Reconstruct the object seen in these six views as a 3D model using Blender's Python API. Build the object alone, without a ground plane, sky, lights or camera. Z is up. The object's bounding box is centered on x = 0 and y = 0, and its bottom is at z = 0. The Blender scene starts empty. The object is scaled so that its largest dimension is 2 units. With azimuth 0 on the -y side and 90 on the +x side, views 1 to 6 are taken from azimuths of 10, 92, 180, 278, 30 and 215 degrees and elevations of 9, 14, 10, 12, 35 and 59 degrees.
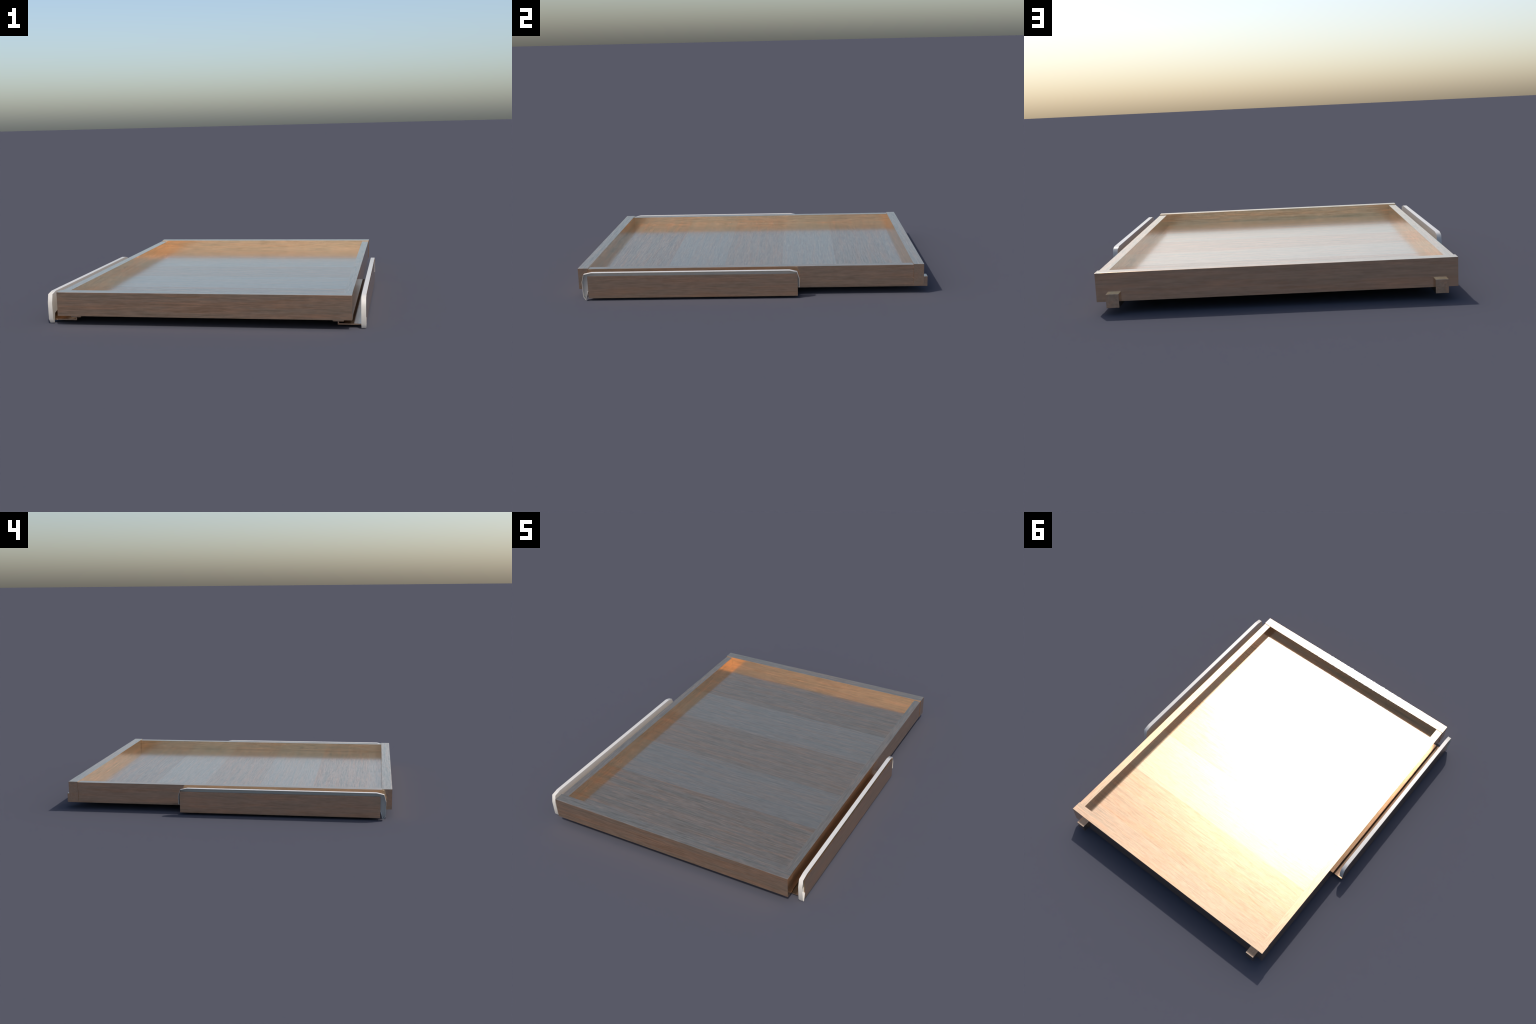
"""Shallow pull-out wooden drawer tray resting on two side mounting channels.

Frame: x = width, y = depth (front is -y), z = up, metres.
"""
import bpy
import bmesh
import math
from mathutils import Vector

# ------------------------------------------------------------------ sizes
HALF_W = 0.745            # half width of the front and back panels
Y_FRONT, Y_BACK = -1.0, 0.972
PANEL_T = 0.058           # thickness of front / back panels
Z_BOT, Z_TOP = 0.049, 0.1708
SIDE_OUT, SIDE_IN = 0.7425, 0.700
SIDE_TOP = 0.1668         # side panels sit a little lower than the front
FLOOR_TOP, FLOOR_T = 0.108, 0.012
PLANK_JOINTS = [-0.942, -0.852, -0.515, -0.180, 0.167, 0.490, 0.826, 0.914]
PLANK_TONES = [0.40, 0.02, 0.80, 0.05, 0.80, 0.22, 0.55]
PLANK_VALUE = [0.98, 0.95, 1.02, 0.965, 1.035, 0.92, 0.95]
PLANK_GRAIN = [1.0, 1.2, 0.75, 0.9, 0.75, 1.0, 0.9]    # strength of the figure
RAIL_IN, RAIL_OUT = 0.647, 0.7005
RAIL_Y0, RAIL_Y1 = -0.937, 1.0
RAIL_Z0, RAIL_Z1 = 0.028, 0.0855
CH_Y0, CH_Y1 = -0.9325, 0.257      # mounting channel (wood L with a lip)
CH_OUT, CH_WALL = 0.8085, 0.0055
CH_Z0, CH_SHELF, CH_TOP = 0.012, 0.006, 0.1408
LIP_X, LIP_TOP = 0.671, 0.0275
COVER_IN, COVER_OUT = 0.7868, 0.8097   # white pressed cover plate
COVER_T = 0.0016


# ------------------------------------------------------------------ nodes
def new_mat(name):
    m = bpy.data.materials.new(name)
    m.use_nodes = True
    nt = m.node_tree
    nt.nodes.clear()
    out = nt.nodes.new("ShaderNodeOutputMaterial")
    bsdf = nt.nodes.new("ShaderNodeBsdfPrincipled")
    nt.links.new(bsdf.outputs[0], out.inputs[0])
    return m, nt, bsdf


def noise(nt, vec, scale, detail, rough=0.55, distortion=0.0):
    n = nt.nodes.new("ShaderNodeTexNoise")
    n.inputs["Scale"].default_value = scale
    n.inputs["Detail"].default_value = detail
    n.inputs["Roughness"].default_value = rough
    n.inputs["Distortion"].default_value = distortion
    nt.links.new(vec, n.inputs["Vector"])
    return n.outputs["Fac"]


def ramp(nt, fac, stops):
    r = nt.nodes.new("ShaderNodeValToRGB")
    el = r.color_ramp.elements
    el[0].position, el[0].color = stops[0][0], (*stops[0][1], 1)
    el[1].position, el[1].color = stops[-1][0], (*stops[-1][1], 1)
    for p, c in stops[1:-1]:
        e = el.new(p)
        e.color = (*c, 1)
    nt.links.new(fac, r.inputs[0])
    return r.outputs[0]


def mix(nt, fac, a, b, mode="MIX"):
    n = nt.nodes.new("ShaderNodeMix")
    n.data_type = "RGBA"
    n.blend_type = mode
    if isinstance(fac, float):
        n.inputs[0].default_value = fac
    else:
        nt.links.new(fac, n.inputs[0])
    for sock, v in ((n.inputs[6], a), (n.inputs[7], b)):
        if isinstance(v, tuple):
            sock.default_value = (*v, 1)
        else:
            nt.links.new(v, sock)
    return n.outputs[2]


def mapping(nt, coord, scale, loc):
    mp = nt.nodes.new("ShaderNodeMapping")
    mp.inputs["Scale"].default_value = scale
    mp.inputs["Location"].default_value = loc
    nt.links.new(coord, mp.inputs["Vector"])
    return mp.outputs[0]


PALE = (0.715, 0.555, 0.392)
WARM = (0.770, 0.530, 0.345)


def wood(name, axis, tone, seed, contrast=1.0, value=1.0):
    """Lacquered, mirror-like veneer: metallic sheen over a streaky grain.

    axis: grain direction, tone: 0 warm .. 1 pale."""
    m, nt, bsdf = new_mat(name)
    tc = nt.nodes.new("ShaderNodeTexCoord").outputs["Object"]
    off = (seed * 3.17, seed * 1.31, seed * 2.03)

    def vary(c):
        return tuple(max(0.0, 1 + (v - 1) * contrast) for v in c)

    def stretched(along, across):
        s = [across] * 3
        s[axis] = along
        return mapping(nt, tc, tuple(s), off)

    hue = noise(nt, stretched(2.0, 32.0), 1.0, 3.0, 0.6, 0.5)      # broad hue drift
    streak = noise(nt, stretched(8.0, 130.0), 1.0, 3.0, 0.60, 0.4)  # grain lines
    fleck = noise(nt, stretched(22.0, 130.0), 1.0, 2.0, 0.6, 0.2)   # pores
    base = tuple(value * (WARM[i] * (1 - tone) + PALE[i] * tone) for i in range(3))
    drift = ramp(nt, hue, [(0.36, vary((0.92, 0.965, 0.975))), (0.50, (1, 1, 1)),
                           (0.64, vary((1.07, 0.985, 0.93)))])
    col = mix(nt, 1.0, base, drift, "MULTIPLY")
    lines = ramp(nt, streak, [(0.34, vary((0.875, 0.87, 0.855))), (0.50, (1, 1, 1)),
                              (0.67, vary((1.14, 1.08, 1.045)))])
    col = mix(nt, 1.0, col, lines, "MULTIPLY")
    pores = ramp(nt, fleck, [(0.34, vary((0.95, 0.93, 0.90))), (0.50, (1, 1, 1)),
                             (0.66, vary((1.06, 1.05, 1.04)))])
    col = mix(nt, 1.0, col, pores, "MULTIPLY")
    nt.links.new(col, bsdf.inputs["Base Color"])
    bsdf.inputs["Metallic"].default_value = METAL
    bsdf.inputs["Roughness"].default_value = ROUGH
    bsdf.inputs["Specular Tint"].default_value = (0.92, 0.92, 0.93, 1)
    return m


ROUGH = 0.16
METAL = 0.94


def white_paint():
    m, nt, bsdf = new_mat("white_coated_steel")
    tc = nt.nodes.new("ShaderNodeTexCoord").outputs["Object"]
    n = noise(nt, tc, 60.0, 3.0)
    nt.links.new(ramp(nt, n, [(0.3, (0.60, 0.56, 0.505)), (0.7, (0.615, 0.58, 0.525))]),
                 bsdf.inputs["Base Color"])
    bsdf.inputs["Metallic"].default_value = 0.0
    bsdf.inputs["Roughness"].default_value = 0.35
    return m


# --------------------------------------------------------------- geometry
ROOT = bpy.data.objects.new("drawer_tray", None)
ROOT.empty_display_size = 0.2
bpy.context.scene.collection.objects.link(ROOT)
ROOT["label"] = "shallow wooden pull-out tray with white side brackets"
ROOT["category"] = "drawer tray"


def link(name, mesh, mat, parent=ROOT):
    ob = bpy.data.objects.new(name, mesh)
    bpy.context.scene.collection.objects.link(ob)
    ob.parent = parent
    if not mesh.materials:
        mesh.materials.append(mat)
    return ob


def finish(bm, name, bevel=0.0):
    if bevel:
        bmesh.ops.bevel(bm, geom=bm.edges[:], offset=bevel, segments=2,
                        profile=0.5, affect="EDGES", clamp_overlap=True)
    bmesh.ops.recalc_face_normals(bm, faces=bm.faces[:])
    me = bpy.data.meshes.new(name)
    bm.to_mesh(me)
    bm.free()
    return me


def box_mesh(name, lo, hi, bevel=0.0006):
    bm = bmesh.new()
    bmesh.ops.create_cube(bm, size=1.0)
    for v in bm.verts:
        for i in range(3):
            v.co[i] = lo[i] if v.co[i] < 0 else hi[i]
    return finish(bm, name, bevel)


def box(name, lo, hi, mat, bevel=0.0006):
    return link(name, box_mesh(name, lo, hi, bevel), mat)


def extrude(bm, outline, axis, a, b):
    """Prism over a 2D outline lying in the plane normal to axis."""
    def place(p, c):
        q = list(p)
        q.insert(axis, c)
        return bm.verts.new(q)
    va = [place(p, a) for p in outline]
    vb = [place(p, b) for p in outline]
    bm.faces.new(va)
    bm.faces.new(vb)
    n = len(outline)
    return [bm.faces.new((va[i], va[(i + 1) % n], vb[(i + 1) % n], vb[i]))
            for i in range(n)], va, vb


wood_x = wood("veneer_crosswise", 0, 0.40, 1.0, 1.25)
wood_x_back = wood("veneer_crosswise_back", 0, 0.45, 2.3, 0.9)
wood_y = wood("veneer_lengthwise", 1, 0.40, 3.1)
wood_ch = wood("veneer_channel", 1, 0.30, 4.7, 1.0)
wood_rail = wood("veneer_rail", 1, 0.95, 5.9)
white = white_paint()

# tray frame
box("front_panel", (-HALF_W, Y_FRONT, Z_BOT), (HALF_W, Y_FRONT + PANEL_T, Z_TOP), wood_x)
box("back_panel", (-HALF_W, Y_BACK - PANEL_T, Z_BOT), (HALF_W, Y_BACK, Z_TOP), wood_x_back)
for s in (1, -1):
    xs = sorted((s * SIDE_OUT, s * SIDE_IN))
    box("side_panel", (xs[0], Y_FRONT + PANEL_T, Z_BOT + 0.001),
        (xs[1], Y_BACK - PANEL_T, SIDE_TOP), wood_y)

# floor of butted planks, each with its own tone
for i, tone in enumerate(PLANK_TONES):
    box("floor_plank", (-SIDE_IN, PLANK_JOINTS[i], FLOOR_TOP - FLOOR_T),
        (SIDE_IN, PLANK_JOINTS[i + 1], FLOOR_TOP),
        wood("plank_veneer", 0, tone, 7.0 + 2.7 * i, PLANK_GRAIN[i], PLANK_VALUE[i]), bevel=0.0)

# slide rails fixed under the tray, ends poking out at the back
for s in (1, -1):
    xs = sorted((s * RAIL_IN, s * RAIL_OUT))
    box("slide_rail", (xs[0], RAIL_Y0, RAIL_Z0), (xs[1], RAIL_Y1, RAIL_Z1), wood_rail, 0.0008)


def channel_mesh(s):
    """Thin bent section: inner lip, shelf, tall outer wall."""
    t = CH_WALL
    prof = [(LIP_X, CH_Z0), (CH_OUT, CH_Z0), (CH_OUT, CH_TOP), (CH_OUT - t, CH_TOP),
            (CH_OUT - t, CH_Z0 + CH_SHELF), (LIP_X + t, CH_Z0 + CH_SHELF),
            (LIP_X + t, LIP_TOP), (LIP_X, LIP_TOP)]
    bm = bmesh.new()
    # outline in (x, z), extruded along y
    extrude(bm, [(s * x, z) for x, z in prof], 1, CH_Y0, CH_Y1)
    return finish(bm, "mounting_channel")


# outline of the white cover in (y, z): rounded shoulders, one pointed front leg
COVER = [(-0.948, 0.0), (-0.9635, 0.0223), (-0.9655, 0.108), (-0.9540, 0.1515),
         (-0.9095, 0.161), (0.2125, 0.161), (0.2547, 0.1515), (0.2675, 0.1108),
         (0.2670, 0.0614), (0.2595, 0.0614), (-0.895, 0.0614), (-0.9325, 0.0506),
         (-0.9345, 0.0500)]
COVER_TUCKED = (9, 10, 11)    # lower edge stops short, behind the channel wall


def inset_outline(pts, d):
    """Offset a closed clockwise/ccw outline inwards by d (mitred)."""
    n = len(pts)
    area = sum(pts[i][0] * pts[(i + 1) % n][1] - pts[(i + 1) % n][0] * pts[i][1]
               for i in range(n))
    sg = 1.0 if area > 0 else -1.0
    out = []
    for i in range(n):
        p0, p1, p2 = Vector(pts[i - 1]), Vector(pts[i]), Vector(pts[(i + 1) % n])
        d1, d2 = (p1 - p0).normalized(), (p2 - p1).normalized()
        n1 = Vector((-d1.y, d1.x)) * sg
        n2 = Vector((-d2.y, d2.x)) * sg
        b = (n1 + n2).normalized()
        k = min(d / max(b.dot(n1), 0.2), 2.6 * d)
        out.append(tuple(p1 + b * k))
    return out


def cover_mesh(s):
    """Shallow pan: web on the tray side, thin rim turned outwards."""
    bm = bmesh.new()
    inner = inset_outline(COVER, COVER_T)
    xa, xb = s * COVER_IN, s * COVER_OUT
    xw = s * (COVER_IN + COVER_T)
    n = len(COVER)
    depth = [s * (CH_OUT - CH_WALL - 0.001) if i in COVER_TUCKED else xb for i in range(n)]
    A = [bm.verts.new((xa, y, z)) for y, z in COVER]      # web, tray side
    B = [bm.verts.new((depth[i], *COVER[i])) for i in range(n)]   # rim, outer edge
    C = [bm.verts.new((depth[i], *inner[i])) for i in range(n)]   # rim, inner edge
    D = [bm.verts.new((xw, y, z)) for y, z in inner]      # web, outer side
    bm.faces.new(A)
    bm.faces.new(D)
    for i in range(n):
        j = (i + 1) % n
        bm.faces.new((A[i], A[j], B[j], B[i]))
        bm.faces.new((B[i], B[j], C[j], C[i]))
        bm.faces.new((C[i], C[j], D[j], D[i]))
    me = finish(bm, "cover_plate")
    me.shade_smooth()
    me.set_sharp_from_angle(angle=math.radians(76))
    return me


for s in (1, -1):
    ch = link("mounting_channel", channel_mesh(s), wood_ch)
    link("cover_plate", cover_mesh(s), white, ch)
